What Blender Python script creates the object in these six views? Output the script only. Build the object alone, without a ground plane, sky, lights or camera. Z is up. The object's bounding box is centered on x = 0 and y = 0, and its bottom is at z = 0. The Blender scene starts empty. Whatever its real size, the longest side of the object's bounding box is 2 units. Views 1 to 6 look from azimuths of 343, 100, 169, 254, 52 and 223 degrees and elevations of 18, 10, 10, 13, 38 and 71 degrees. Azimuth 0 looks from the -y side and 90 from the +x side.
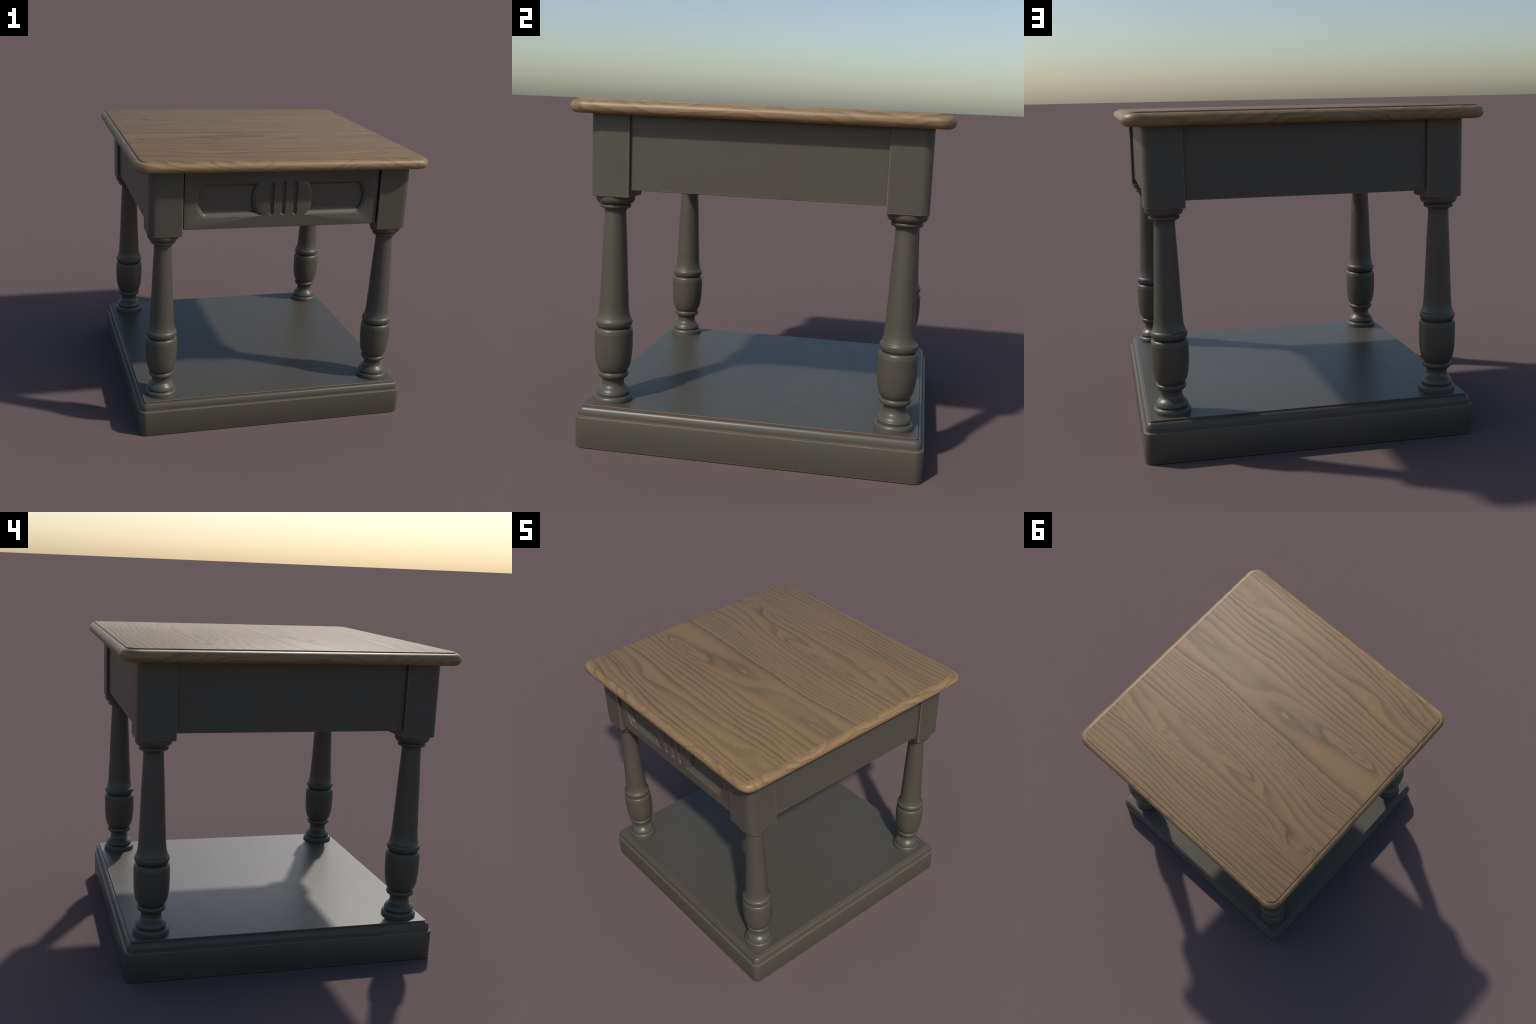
import bpy, bmesh, math
from mathutils import Vector

# ------------------------------------------------------------------ sizes (m)
TOP_HALF, TOP_R = 1.0, 0.095          # table top, plan half width / corner radius
NOSE_Z, NOSE_H, NOSE_D = 1.8763, 0.0352, 0.036
PANEL_HALF, TOP_Z = 0.9625, 1.919
LEG_AXIS, BLOCK = 0.79, 0.11          # leg centre, half width of the square block
BLOCK_Z0, BLOCK_Z1 = 1.402, 1.846
RAIL_FACE, RAIL_Z0, RAIL_Z1 = 0.88, 1.4425, 1.844
SHELF_Z = 0.2415
BASE_HALF, BASE_R = 0.96, 0.05


# ------------------------------------------------------------------ node helpers
class Nodes:
    def __init__(self, name):
        self.mat = bpy.data.materials.new(name)
        self.mat.use_nodes = True
        self.t = self.mat.node_tree
        self.t.nodes.clear()
        self.out = self.t.nodes.new('ShaderNodeOutputMaterial')
        self.bsdf = self.t.nodes.new('ShaderNodeBsdfPrincipled')
        self.t.links.new(self.bsdf.outputs[0], self.out.inputs[0])
        self.obj = self.t.nodes.new('ShaderNodeTexCoord').outputs['Object']

    def put(self, sock, v):
        if isinstance(v, bpy.types.NodeSocket):
            self.t.links.new(v, sock)
        elif v is not None:
            sock.default_value = v

    def math(self, op, a, b=None, c=None, clamp=False):
        n = self.t.nodes.new('ShaderNodeMath'); n.operation = op; n.use_clamp = clamp
        for s, v in zip(n.inputs, (a, b, c)):
            self.put(s, v)
        return n.outputs[0]

    def vmath(self, op, a, b=None, c=None):
        n = self.t.nodes.new('ShaderNodeVectorMath'); n.operation = op
        for s, v in zip(n.inputs, (a, b, c)):
            self.put(s, v)
        return n.outputs['Value'] if op in ('DOT_PRODUCT', 'LENGTH') else n.outputs['Vector']

    def noise(self, vec, scale=(1, 1, 1), loc=(0, 0, 0), detail=2.0, rough=0.5, dist=0.0):
        v = self.vmath('MULTIPLY_ADD', vec, scale, loc)
        n = self.t.nodes.new('ShaderNodeTexNoise')
        n.inputs['Scale'].default_value = 1.0
        n.inputs['Detail'].default_value = detail
        n.inputs['Roughness'].default_value = rough
        n.inputs['Distortion'].default_value = dist
        self.put(n.inputs['Vector'], v)
        return n.outputs['Fac'] if 'Fac' in n.outputs else n.outputs[0]

    def ramp(self, fac, stops, interp='LINEAR'):
        n = self.t.nodes.new('ShaderNodeValToRGB')
        cr = n.color_ramp; cr.interpolation = interp
        while len(cr.elements) < len(stops):
            cr.elements.new(0.5)
        for e, (p, c) in zip(cr.elements, stops):
            e.position = p
            e.color = (c, c, c, 1) if isinstance(c, (int, float)) else (*c, 1)
        self.put(n.inputs[0], fac)
        return n.outputs[0]

    def mix(self, fac, a, b, blend='MIX'):
        n = self.t.nodes.new('ShaderNodeMix'); n.data_type = 'RGBA'; n.blend_type = blend
        self.put(n.inputs['Factor'], fac)
        ins = [s for s in n.inputs if s.type == 'RGBA']
        for s, v in zip(ins, (a, b)):
            self.put(s, (*v, 1) if isinstance(v, tuple) and len(v) == 3 else v)
        return [s for s in n.outputs if s.type == 'RGBA'][0]

    def curve(self, val, pts):
        n = self.t.nodes.new('ShaderNodeFloatCurve')
        c = n.mapping.curves[0]
        c.points[0].location = pts[0]; c.points[1].location = pts[-1]
        for p in pts[1:-1]:
            c.points.new(*p)
        n.mapping.update()
        self.put(n.inputs['Value'], val)
        return n.outputs[0]

    def xyz(self, vec):
        n = self.t.nodes.new('ShaderNodeSeparateXYZ'); self.put(n.inputs[0], vec)
        return n.outputs

    def bump(self, height, strength, dist=0.01):
        n = self.t.nodes.new('ShaderNodeBump')
        n.inputs['Strength'].default_value = strength
        n.inputs['Distance'].default_value = dist
        self.put(n.inputs['Height'], height)
        self.t.links.new(n.outputs[0], self.bsdf.inputs['Normal'])

    def finish(self, color, rough, spec=0.5):
        self.put(self.bsdf.inputs['Base Color'], color)
        self.put(self.bsdf.inputs['Roughness'], rough)
        self.bsdf.inputs['Specular IOR Level'].default_value = spec
        return self.mat


PAINT_A = (0.074, 0.068, 0.053)
PAINT_B = (0.078, 0.067, 0.054)


def paint_colour(m):
    k = m.ramp(m.noise(m.obj, (3.5, 3.5, 1.2), (3, 1, 7), 3), [(0.40, 0.0), (0.62, 1.0)])
    return m.mix(k, PAINT_A, PAINT_B)


def make_paint():
    m = Nodes('grey_green_paint')
    fine = m.noise(m.obj, (60, 60, 60), detail=3)
    r = m.math('MULTIPLY_ADD', m.noise(m.obj, (8, 8, 8), detail=3), 0.08, 0.355)
    m.bump(fine, 0.04, 0.004)
    return m.finish(paint_colour(m), r, 0.48)


def make_wear():
    m = Nodes('worn_paint_edge')
    k = m.ramp(m.noise(m.obj, (9, 9, 9), (5, 2, 1), 4, 0.6), [(0.30, 0.45), (0.60, 1.0)])
    tone = m.mix(m.noise(m.obj, (25, 25, 25), detail=2), (0.125, 0.088, 0.060), (0.175, 0.128, 0.090))
    return m.finish(m.mix(k, paint_colour(m), tone), 0.5)


def make_brown():
    m = Nodes('rubbed_brown_fillet')
    k = m.ramp(m.noise(m.obj, (7, 7, 7), (2, 9, 4), 4, 0.6), [(0.30, 0.55), (0.60, 1.0)])
    return m.finish(m.mix(k, paint_colour(m), (0.098, 0.066, 0.044)), 0.55, 0.35)


def make_top_wood():
    """Ash-like board: growth rings are contour lines of a phase field over x, y."""
    m = Nodes('stained_ash_top')
    p = m.obj
    # wander of the fibre direction: slow, medium and a fine jitter
    # boards glued side by side: behind each joint the figure is a different one
    c = m.xyz(p)
    plank = m.math('ADD', m.math('GREATER_THAN', c[1], 0.655), m.math('GREATER_THAN', c[1], 0.432))
    shift = m.t.nodes.new('ShaderNodeCombineXYZ')
    m.put(shift.inputs[0], m.math('MULTIPLY', plank, 3.7))
    pb = m.vmath('ADD', p, shift.outputs[0])
    w1 = m.math('SUBTRACT', m.noise(pb, (0.9, 1.6, 0.0), (2.3, 7.1, 0), 1.5), 0.5)
    w2 = m.math('SUBTRACT', m.noise(pb, (4.0, 10.0, 0.0), (9.3, 3.1, 0), 3, 0.55), 0.5)
    w3 = m.math('SUBTRACT', m.noise(p, (16.0, 55.0, 0.0), (1.3, 5.1, 0), 3, 0.6), 0.5)
    y = m.math('MULTIPLY_ADD', w1, 0.16, c[1])
    # grain runs at a slant in two bands
    for yc, width, slope in ((0.36, 0.14, 0.10), (-0.84, 0.14, 0.09)):
        d = m.math('MULTIPLY', m.math('SUBTRACT', c[1], yc), 1 / width)
        g = m.math('POWER', 2.71828, m.math('MULTIPLY', m.math('MULTIPLY', d, d), -1.0))
        y = m.math('MULTIPLY_ADD', m.math('MULTIPLY', c[0], slope), g, y)
    y = m.math('MULTIPLY_ADD', w2, 0.030, y)
    # ring count across the board: slope of the curve = ring density
    dens = [(-1.0, 0), (-0.86, 27), (-0.62, 13), (-0.34, 19), (-0.05, 5), (0.02, 24), (0.20, 40),
            (0.43, 13), (0.66, 20), (1.0, 25)]
    cum, pts = 0.0, [(-1.0, 0.0)]
    for (ya, _), (yb, d) in zip(dens, dens[1:]):
        cum += d * (yb - ya); pts.append((yb, cum))
    pts = [((a + 1) / 2, b / cum) for a, b in pts]
    ph = m.curve(m.math('MULTIPLY_ADD', y, 0.5, 0.5), pts)
    ph = m.math('MULTIPLY', ph, cum)
    # figure: long lens-shaped swellings where rings open into arches and loops
    # (centre x, y, half lengths, rings gained, smokiness)
    swell = [(-0.06, -0.17, 0.30, 0.055, 1.1, 0.0), (-0.48, -0.28, 0.46, 0.080, 1.3, 0.0),
             (0.48, -0.20, 0.32, 0.060, -0.8, 0.45), (-0.72, -0.30, 0.22, 0.040, 1.1, 0.0),
             (-0.25, -0.235, 0.17, 0.030, -0.4, 0.5), (0.80, -0.25, 0.16, 0.03, 0.4, 0.35),
             (0.20, 0.35, 0.52, 0.055, 2.3, 0.0), (-0.95, 0.55, 0.34, 0.080, -2.4, 0.0),
             (-0.50, -0.77, 0.42, 0.080, 1.2, 0.0), (-0.15, -0.75, 0.26, 0.040, -0.4, 0.4),
             (-0.82, -0.80, 0.24, 0.050, -0.8, 0.5), (1.00, -0.74, 0.42, 0.080, -1.6, 0.25),
             (0.73, 0.74, 0.22, 0.035, 0.7, 0.3), (0.30, 0.56, 0.45, 0.06, -0.9, 0.0)]
    flat = m.vmath('MULTIPLY', p, (1, 1, 0))
    wob = m.math('MULTIPLY_ADD', w2, 1.3, m.math('MULTIPLY', w3, 0.5))
    smoke = 0.0
    for cx, cy, rx, ry, amp, sm in swell:
        q = m.vmath('MULTIPLY_ADD', flat, (1 / rx, 1 / ry, 0), (-cx / rx, -cy / ry, 0))
        d2 = m.math('ADD', m.vmath('DOT_PRODUCT', q, q), wob)
        g = m.math('POWER', 2.71828, m.math('MULTIPLY', d2, -1.0))
        ph = m.math('MULTIPLY_ADD', g, amp, ph)
        if sm:
            smoke = m.math('MULTIPLY_ADD', g, sm, smoke)
    ph = m.math('MULTIPLY_ADD', plank, 0.41, ph)
    ph = m.math('MULTIPLY_ADD', w3, 0.30, ph)
    ring = m.math('FRACT', ph)
    late = m.ramp(ring, [(0.0, 0.0), (0.22, 0.05), (0.50, 0.35), (0.78, 0.95), (0.88, 1.0), (1.0, 0.0)], 'EASE')
    # every ring has its own strength, and fades along its length
    wn = m.t.nodes.new('ShaderNodeTexWhiteNoise'); wn.noise_dimensions = '1D'
    m.put(wn.inputs['W'], m.math('FLOOR', ph))
    vary = m.ramp(m.noise(p, (1.6, 9.0, 0), (4, 8, 0), 2), [(0.28, 0.45), (0.62, 1.0)])
    late = m.math('MULTIPLY', late, m.math('MULTIPLY_ADD', wn.outputs['Value'], 0.55, 0.45))
    late = m.math('MULTIPLY', late, vary)
    fibre = m.noise(p, (16, 300, 0), (1, 2, 0), 3, 0.6)
    pores = m.ramp(m.noise(p, (30, 380, 0), (7, 4, 0), 2, 0.5), [(0.30, 1.0), (0.42, 0.0)])
    haze = m.ramp(m.noise(p, (1.6, 4.5, 0), (11, 3, 0), 3), [(0.48, 0.0), (0.78, 0.35)])
    smoke = m.math('ADD', smoke, haze, clamp=True)
    smoke = m.math('MULTIPLY', smoke, m.ramp(fibre, [(0.35, 1.0), (0.65, 0.6)]))
    tint = m.noise(p, (2.2, 7.0, 0), (6, 13, 0), 3)
    light = m.mix(m.ramp(tint, [(0.35, 0.0), (0.65, 1.0)]), (0.238, 0.152, 0.066), (0.252, 0.148, 0.070))
    dark = m.mix(m.ramp(tint, [(0.40, 0.0), (0.60, 1.0)]), (0.080, 0.062, 0.035), (0.092, 0.061, 0.037))
    col = m.mix(m.math('MULTIPLY', late, 0.95), light, dark)
    col = m.mix(m.math('MULTIPLY', smoke, 0.75), col, (0.098, 0.075, 0.050))
    col = m.mix(m.ramp(fibre, [(0.30, 0.28), (0.60, 0.0)]), col, (0.12, 0.086, 0.050))
    col = m.mix(m.math('MULTIPLY', pores, 0.25), col, (0.085, 0.06, 0.036))
    h = m.math('SUBTRACT', m.math('MULTIPLY', fibre, 0.35), m.math('MULTIPLY', late, 0.5))
    m.bump(h, 0.22, 0.004)
    return m.finish(col, m.math('MULTIPLY_ADD', late, 0.05, 0.57), 0.42)


def make_edge_wood():
    m = Nodes('stained_ash_edge')
    p = m.obj
    c = m.xyz(p)
    s = m.math('ADD', c[0], c[1])
    n1 = m.noise(p, (1.7, 1.7, 3.0), (3, 5, 1), 2)
    n2 = m.noise(p, (10, 10, 34), (1, 5, 2), 3)
    ph = m.math('MULTIPLY_ADD', n1, 10.0, m.math('MULTIPLY', s, 2.0))
    ph = m.math('MULTIPLY_ADD', c[2], 24.0, ph)
    ph = m.math('MULTIPLY_ADD', n2, 0.7, ph)
    ring = m.math('FRACT', ph)
    late = m.ramp(ring, [(0.0, 0.0), (0.28, 0.05), (0.55, 0.45), (0.80, 1.0), (1.0, 0.0)], 'EASE')
    late = m.math('MULTIPLY', late, m.ramp(m.noise(p, (3, 3, 9), (8, 1, 4), 2), [(0.30, 0.35), (0.62, 1.0)]))
    fibre = m.noise(p, (40, 40, 220), (1, 2, 0), 3, 0.6)
    light = m.mix(m.noise(p, (4, 4, 12), (2, 2, 2), 2), (0.265, 0.158, 0.068), (0.300, 0.195, 0.096))
    col = m.mix(m.math('MULTIPLY', late, 0.72), light, (0.118, 0.082, 0.046))
    col = m.mix(m.ramp(fibre, [(0.32, 0.25), (0.6, 0.0)]), col, (0.13, 0.086, 0.042))
    m.bump(fibre, 0.06, 0.003)
    return m.finish(col, 0.46, 0.45)


def make_raw_wood():
    m = Nodes('unpainted_drawer_wood')
    g = m.noise(m.obj, (3, 40, 40), detail=3)
    return m.finish(m.mix(g, (0.20, 0.14, 0.085), (0.27, 0.19, 0.12)), 0.6)


PAINT, WEAR, BROWN = make_paint(), make_wear(), make_brown()
WOOD, EDGE, RAW = make_top_wood(), make_edge_wood(), make_raw_wood()


# ------------------------------------------------------------------ geometry helpers
def to_object(bm, name, mats, parent, angle=38, smooth=True):
    bmesh.ops.recalc_face_normals(bm, faces=bm.faces)
    me = bpy.data.meshes.new(name)
    bm.to_mesh(me); bm.free()
    for mt in mats:
        me.materials.append(mt)
    for f in me.polygons:
        f.use_smooth = smooth
    me.set_sharp_from_angle(angle=math.radians(angle))
    ob = bpy.data.objects.new(name, me)
    bpy.context.collection.objects.link(ob)
    ob.parent = parent
    return ob


def loft(bm, loops, mats, cap0=True, cap1=True):
    """Skin closed loops of equal length; mats[i] = material of band i."""
    rows = [[bm.verts.new(p) for p in lp] for lp in loops]
    n = len(rows[0])
    for i in range(len(rows) - 1):
        for k in range(n):
            a, b = rows[i], rows[i + 1]
            f = bm.faces.new((a[k], a[(k + 1) % n], b[(k + 1) % n], b[k]))
            mi = mats[i] if mats else 0
            f.material_index = mi[k] if isinstance(mi, list) else mi
    if cap0: bm.faces.new(rows[0][::-1])
    if cap1: bm.faces.new(rows[-1])
    return rows


def round_square(half, r, z, n=14):
    pts = []
    for q in range(4):
        cx, cy = ((1, 1), (-1, 1), (-1, -1), (1, -1))[q]
        for i in range(n + 1):
            a = math.radians(90 * q + 90 * i / n)
            pts.append((cx * (half - r) + r * math.cos(a), cy * (half - r) + r * math.sin(a), z))
    return pts


def spline(pts, sub=4):
    """Catmull-Rom through 2D points."""
    if len(pts) < 3:
        return list(pts)
    out = []
    P = [pts[0]] + list(pts) + [pts[-1]]
    for i in range(1, len(P) - 2):
        p0, p1, p2, p3 = P[i - 1], P[i], P[i + 1], P[i + 2]
        for k in range(sub):
            t = k / sub
            out.append(tuple(0.5 * (2 * b + (c - a) * t + (2 * a - 5 * b + 4 * c - d) * t * t
                                    + (3 * b - a - 3 * c + d) * t ** 3)
                             for a, b, c, d in zip(p0, p1, p2, p3)))
    out.append(pts[-1])
    return out


def profile_loft(name, profile, half0, r0, mats, parent, inner_min=0.004):
    """profile: list of (half, z, band material) swept round a rounded square."""
    bm = bmesh.new()
    loops = [round_square(h, max(inner_min, r0 - (half0 - h)), z) for h, z, _ in profile]
    loft(bm, loops, [pm for _, _, pm in profile[1:]])
    return to_object(bm, name, mats, parent)


def board(name, x0, x1, y0, y1, z0, z1, mat, parent, bevel=0.002):
    bm = bmesh.new()
    bmesh.ops.create_cube(bm, size=1)
    for v in bm.verts:
        v.co = Vector((x0 + (v.co.x + .5) * (x1 - x0), y0 + (v.co.y + .5) * (y1 - y0), z0 + (v.co.z + .5) * (z1 - z0)))
    if bevel:
        bmesh.ops.bevel(bm, geom=bm.edges[:], offset=bevel, segments=2, affect='EDGES', profile=0.5)
    return to_object(bm, name, [mat], parent)


# ------------------------------------------------------------------ the table
table = bpy.data.objects.new('side_table', None)
bpy.context.collection.objects.link(table)
table['label'] = 'square side table with oak top, turned grey legs and plinth shelf'
table['category'] = 'side table'

# --- table top: bullnose edge board with a slightly raised panel
prof = [(0.90, NOSE_Z - NOSE_H, 0)]
for i in range(17):
    a = math.radians(-90 + 180 * i / 16)
    prof.append((TOP_HALF - NOSE_D + NOSE_D * math.cos(a), NOSE_Z + NOSE_H * math.sin(a), 0))
prof.append((PANEL_HALF - 0.02, NOSE_Z + NOSE_H, 0))
top = profile_loft('tabletop', prof, TOP_HALF, TOP_R, [EDGE], table)

z = NOSE_Z + NOSE_H
prof = [(PANEL_HALF, z - 0.006, 1), (PANEL_HALF, TOP_Z - 0.002, 1), (PANEL_HALF - 0.0006, TOP_Z - 0.0007, 1),
        (PANEL_HALF - 0.002, TOP_Z, 0)]
panel = profile_loft('top_panel', prof, TOP_HALF, TOP_R, [WOOD, EDGE], top)

# --- plinth shelf: straight skirt, worn ledge, rounded moulding, raised shelf board
b = BASE_HALF
prof = [(b - 0.006, 0.0, 0), (b - 0.0015, 0.0025, 1), (b, 0.007, 1), (b, 0.1735, 0),
        (b - 0.0012, 0.1770, 1), (b - 0.0040, 0.1788, 1), (b - 0.0105, 0.1806, 0), (b - 0.0125, 0.1812, 1),
        (b - 0.0125, 0.1840, 1)]
for i in range(1, 11):
    a = math.radians(90 * i / 10)
    prof.append((b - 0.0125 - 0.0215 * (1 - math.cos(a)), 0.188 + 0.043 * math.sin(a), 0))
prof += [(b - 0.0365, 0.2312, 2), (b - 0.0365, SHELF_Z - 0.0015, 2), (b - 0.038, SHELF_Z, 1), (b - 0.0405, SHELF_Z, 1),
         (b - 0.045, SHELF_Z, 0)]
plinth = profile_loft('plinth_shelf', prof, BASE_HALF, BASE_R, [PAINT, WEAR, BROWN], table)

# --- turned leg (profile sections r, z from foot to collar; a new section = a crisp crease)
sections = [
    ([(0.1045, SHELF_Z - 0.004), (0.1062, 0.2445)], 1),
    ([(0.1062, 0.2445), (0.1066, 0.253), (0.1058, 0.262), (0.1020, 0.2705), (0.0965, 0.2755), (0.0900, 0.2770)], 0),
    ([(0.0900, 0.2770), (0.0868, 0.2790)], 1),
    ([(0.0868, 0.2790), (0.0895, 0.2810), (0.0918, 0.2865), (0.0916, 0.2920), (0.0898, 0.2955)], 0),
    ([(0.0898, 0.2955), (0.0890, 0.2990), (0.0858, 0.3060), (0.0800, 0.3135), (0.0725, 0.3205), (0.0660, 0.3275),
      (0.0618, 0.3360), (0.0600, 0.3470), (0.0604, 0.3580), (0.0630, 0.3670), (0.0685, 0.3745), (0.0760, 0.3800)], 0),
    ([(0.0760, 0.3800), (0.0815, 0.3850), (0.0848, 0.3920), (0.0854, 0.3990), (0.0838, 0.4060), (0.0795, 0.4110),
      (0.0740, 0.4120)], 0),
    ([(0.0740, 0.4120), (0.0745, 0.4140)], 1),
    ([(0.0745, 0.4140), (0.0800, 0.4200), (0.0878, 0.4333), (0.0940, 0.4500), (0.0985, 0.4706), (0.1018, 0.4950),
      (0.1040, 0.5190), (0.1053, 0.5460), (0.1060, 0.5780), (0.1059, 0.6100), (0.1055, 0.6390)], 0),
    ([(0.1055, 0.6390), (0.1045, 0.6425)], 1),
    ([(0.1045, 0.6425), (0.1040, 0.6500), (0.1015, 0.6580), (0.0965, 0.6640), (0.0895, 0.6670), (0.0855, 0.6675)], 0),
    ([(0.0855, 0.6675), (0.0880, 0.6690), (0.0945, 0.6735), (0.0998, 0.6820), (0.1022, 0.6930), (0.1018, 0.7035),
      (0.0985, 0.7115), (0.0945, 0.7150)], 0),
    ([(0.0945, 0.7150), (0.0928, 0.7175)], 1),
    ([(0.0928, 0.7175), (0.0885, 0.7310), (0.0855, 0.7430), (0.0833, 0.7560), (0.0815, 0.7750), (0.0800, 0.7950),
      (0.0772, 0.8670), (0.0751, 0.9010), (0.0706, 1.0156), (0.0667, 1.1228), (0.0624, 1.2116), (0.0588, 1.2900),
      (0.0582, 1.3050), (0.0586, 1.3170), (0.0605, 1.3260), (0.0650, 1.3325)], 0),
    ([(0.0650, 1.3325), (0.0740, 1.3345), (0.0812, 1.3385), (0.0848, 1.3455), (0.0840, 1.3520), (0.0795, 1.3565)], 0),
    ([(0.0795, 1.3565), (0.0785, 1.3585), (0.0800, 1.3598)], 0),
    ([(0.0800, 1.3598), (0.0870, 1.3610), (0.0955, 1.3665), (0.1020, 1.3745), (0.1050, 1.3840), (0.1055, 1.3930),
      (0.1055, 1.4040)], 0),
]
ring, band = [], []
for pts, mi in sections:
    sp = spline(pts, 4 if mi == 0 else 1)
    if ring:
        sp = sp[1:]
    else:
        band.append(mi)
    ring += sp
    band += [mi] * len(sp)
band = band[1:]
SEG = 72
bm = bmesh.new()
loft(bm, [[(r * math.cos(2 * math.pi * k / SEG), r * math.sin(2 * math.pi * k / SEG), zz) for k in range(SEG)]
          for r, zz in ring], band)
leg0 = to_object(bm, 'leg', [PAINT, WEAR], table, angle=42)

# --- square block on top of the leg: only its outer corner is rounded
def block_loop(h, z, ch, R=0.052, n=12):
    pts, wear = [], []
    for i in range(n + 1):                                  # rounded outer corner (+,+)
        a = math.radians(90 * i / n)
        pts.append((h - R + R * math.cos(a), h - R + R * math.sin(a), z)); wear.append(0)
    g = ch + 0.003                                          # worn arrises: chamfer and a rubbed margin
    for x, y, k in ((-h + g, h, 1), (-h + ch, h, 1), (-h, h - ch, 0), (-h, -h + ch, 1), (-h + ch, -h, 0),
                    (h - ch, -h, 1), (h, -h + ch, 1), (h, -h + g, 0)):
        pts.append((x, y, z)); wear.append(k)
    return pts, wear

bm = bmesh.new()
l0, w = block_loop(BLOCK - 0.003, BLOCK_Z0, 0.002)
l1, _ = block_loop(BLOCK, BLOCK_Z0 + 0.0035, 0.0032)
l2, _ = block_loop(BLOCK, BLOCK_Z0 + 0.0065, 0.0032)
l3, _ = block_loop(BLOCK, BLOCK_Z1, 0.0032)
loft(bm, [l0, l1, l2, l3], [1, 1, w])
block0 = to_object(bm, 'leg_block', [PAINT, WEAR], leg0, angle=30)

for q in range(4):
    a = math.radians(90 * q)
    if q == 0:
        leg = leg0
    else:
        leg = leg0.copy(); bpy.context.collection.objects.link(leg)
        blk = block0.copy(); bpy.context.collection.objects.link(blk)
        blk.parent = leg
    sx, sy = ((1, 1), (-1, 1), (-1, -1), (1, -1))[q]
    leg.location = (sx * LEG_AXIS, sy * LEG_AXIS, 0)
    leg.rotation_euler = (0, 0, a)

# --- apron rails on the two sides and the back (board in local frame: face at -y)
L = LEG_AXIS - BLOCK
bm = bmesh.new()
t, e = 0.032, 0.003
sec = [(-RAIL_FACE, RAIL_Z1), (-RAIL_FACE, RAIL_Z0 + e + 0.0025), (-RAIL_FACE, RAIL_Z0 + e), (-RAIL_FACE + e, RAIL_Z0), (-RAIL_FACE + t, RAIL_Z0), (-RAIL_FACE + t, RAIL_Z1)]
loft(bm, [[(x, yy, zz) for yy, zz in sec] for x in (-L - 0.01, L + 0.01)], [[0, 1, 1, 0, 0, 0]])
rail0 = to_object(bm, 'apron', [PAINT, WEAR], table, angle=30)
for i, deg in enumerate((90, 180, 270)):
    r = rail0 if i == 0 else rail0.copy()
    if i:
        bpy.context.collection.objects.link(r)
    r.rotation_euler = (0, 0, math.radians(deg))

# --- drawer: front with two sunk fields and three flutes, box behind it
DW, DZ0, DZ1, DY = 0.6712, RAIL_Z0, 1.8407, -RAIL_FACE
PZ0, PZ1 = 1.5225, 1.7540
PC = (PZ0 + PZ1) / 2
AR = 0.172                      # radius of the curved ends


def field_loop(side, inset, depth, n_arc=24, n_str=16):
    """Outline of a sunk field: straight top and bottom, both ends bowed away from the centre line's flutes."""
    zt, zb = PZ1 - inset, PZ0 + inset
    hz = (zt - zb) / 2
    Ro, Ri = AR - inset, AR + inset
    co, ci = 0.5925 - AR, 0.1890 - AR       # arc centres (outer end, inner end)
    xo = lambda zz: co + math.sqrt(Ro * Ro - (zz - PC) ** 2)
    xi = lambda zz: ci + math.sqrt(Ri * Ri - (zz - PC) ** 2)
    pts = []
    for i in range(n_arc):
        zz = zb + (zt - zb) * i / n_arc; pts.append((xo(zz), zz))
    for i in range(n_str):
        pts.append((xo(zt) + (xi(zt) - xo(zt)) * i / n_str, zt))
    for i in range(n_arc):
        zz = zt + (zb - zt) * i / n_arc; pts.append((xi(zz), zz))
    for i in range(n_str):
        pts.append((xi(zb) + (xo(zb) - xi(zb)) * i / n_str, zb))
    return [(side * x, DY + depth, zz) for x, zz in pts]


def flute_loop(cx, r, depth, r0=0.0165, n=10):
    pts = []
    za, zb = PZ0 + 0.0015 + r0, PZ1 - 0.0005 - r0
    for i in range(n + 1):
        a = math.pi * i / n
        pts.append((cx + r * math.cos(a), DY + depth, zb + r * math.sin(a)))
    for i in range(n + 1):
        a = math.pi + math.pi * i / n
        pts.append((cx + r * math.cos(a), DY + depth, za + r * math.sin(a)))
    return pts


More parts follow.
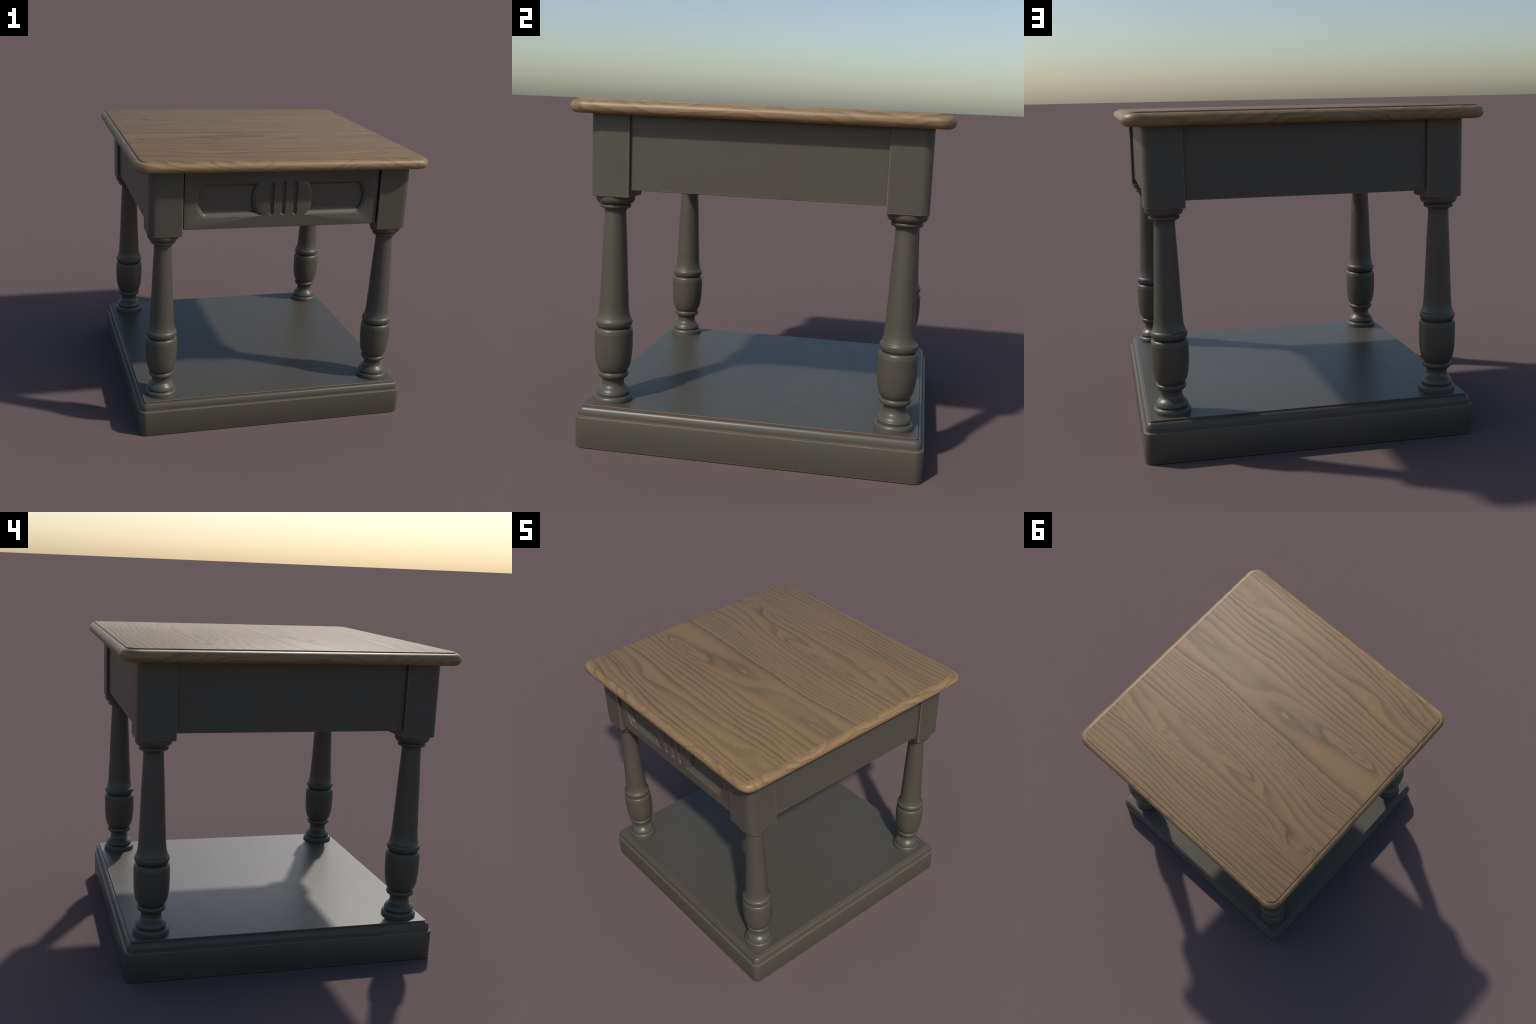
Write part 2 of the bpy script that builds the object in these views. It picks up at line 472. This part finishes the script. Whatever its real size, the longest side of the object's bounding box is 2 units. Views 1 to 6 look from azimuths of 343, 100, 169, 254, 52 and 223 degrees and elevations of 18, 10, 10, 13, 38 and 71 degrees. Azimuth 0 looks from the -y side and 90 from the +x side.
bm = bmesh.new()
e = 0.0025
edges = []
def ring_edges(row):
    return [bm.edges.get((row[k], row[(k + 1) % len(row)])) or bm.edges.new((row[k], row[(k + 1) % len(row)]))
            for k in range(len(row))]
rect = lambda i, yy: [(DW - i, yy, DZ0 + i), (DW - i, yy, DZ1 - i), (-DW + i, yy, DZ1 - i), (-DW + i, yy, DZ0 + i)]
rows = loft(bm, [rect(0, DY + 0.045), rect(0, DY + e), rect(e, DY)], [0, 1], cap0=True, cap1=False)
edges += ring_edges(rows[-1])
for side in (1, -1):
    W, D = 0.0265, 0.0305
    steps = [(0.0, 0.0, 0), (0.0030, 0.0016, 1), (0.0042, 0.0042, 1)]
    for i in range(1, 9):
        a0, a1 = math.radians(28), math.radians(86)
        a = a0 + (a1 - a0) * i / 8
        steps.append((0.0042 + (W - 0.0042) * (math.sin(a) - math.sin(a0)) / (math.sin(a1) - math.sin(a0)),
                      0.0042 + (D - 0.0042) * (math.cos(a0) - math.cos(a)) / (math.cos(a0) - math.cos(a1)), 0))
    rows = loft(bm, [field_loop(side, i, d) for i, d, _ in steps], [s[2] for s in steps[1:]], cap0=False, cap1=True)
    edges += ring_edges(rows[0])
for cx in (-0.0815, 0.0, 0.0815):
    r0 = 0.0165
    steps = [(r0, 0.0, 0), (r0 - 0.0015, 0.0012, 1)]
    for i in range(1, 8):
        a = math.radians(84 * i / 7)
        steps.append(((r0 - 0.0015) * math.cos(a), 0.0012 + 0.0135 * math.sin(a), 0))
    rows = loft(bm, [flute_loop(cx, r, d) for r, d, _ in steps], [s[2] for s in steps[1:]], cap0=False, cap1=True)
    edges += ring_edges(rows[0])
bmesh.ops.triangle_fill(bm, use_beauty=True, use_dissolve=False, edges=edges, normal=(0, -1, 0))
drawer = to_object(bm, 'drawer', [PAINT, WEAR], table, angle=32)

y0, y1 = DY + 0.045, 0.78
board('drawer_side', -0.655, -0.635, y0 - 0.002, y1, DZ0 + 0.01, 1.78, RAW, drawer)
board('drawer_side', 0.635, 0.655, y0 - 0.002, y1, DZ0 + 0.01, 1.78, RAW, drawer)
board('drawer_back', -0.636, 0.636, y1 - 0.022, y1 - 0.002, DZ0 + 0.01, 1.77, RAW, drawer)
board('drawer_bottom', -0.636, 0.636, y0 - 0.002, y1 - 0.021, DZ0 + 0.014, DZ0 + 0.026, RAW, drawer)
# uprights inside the opening, close behind the gap beside the drawer front
for sx in (-1, 1):
    board('drawer_guide', *sorted((sx * 0.6722, sx * 0.690)), DY + 0.09, 0.70, DZ0 + 0.002, 1.8425, PAINT, table, bevel=0)
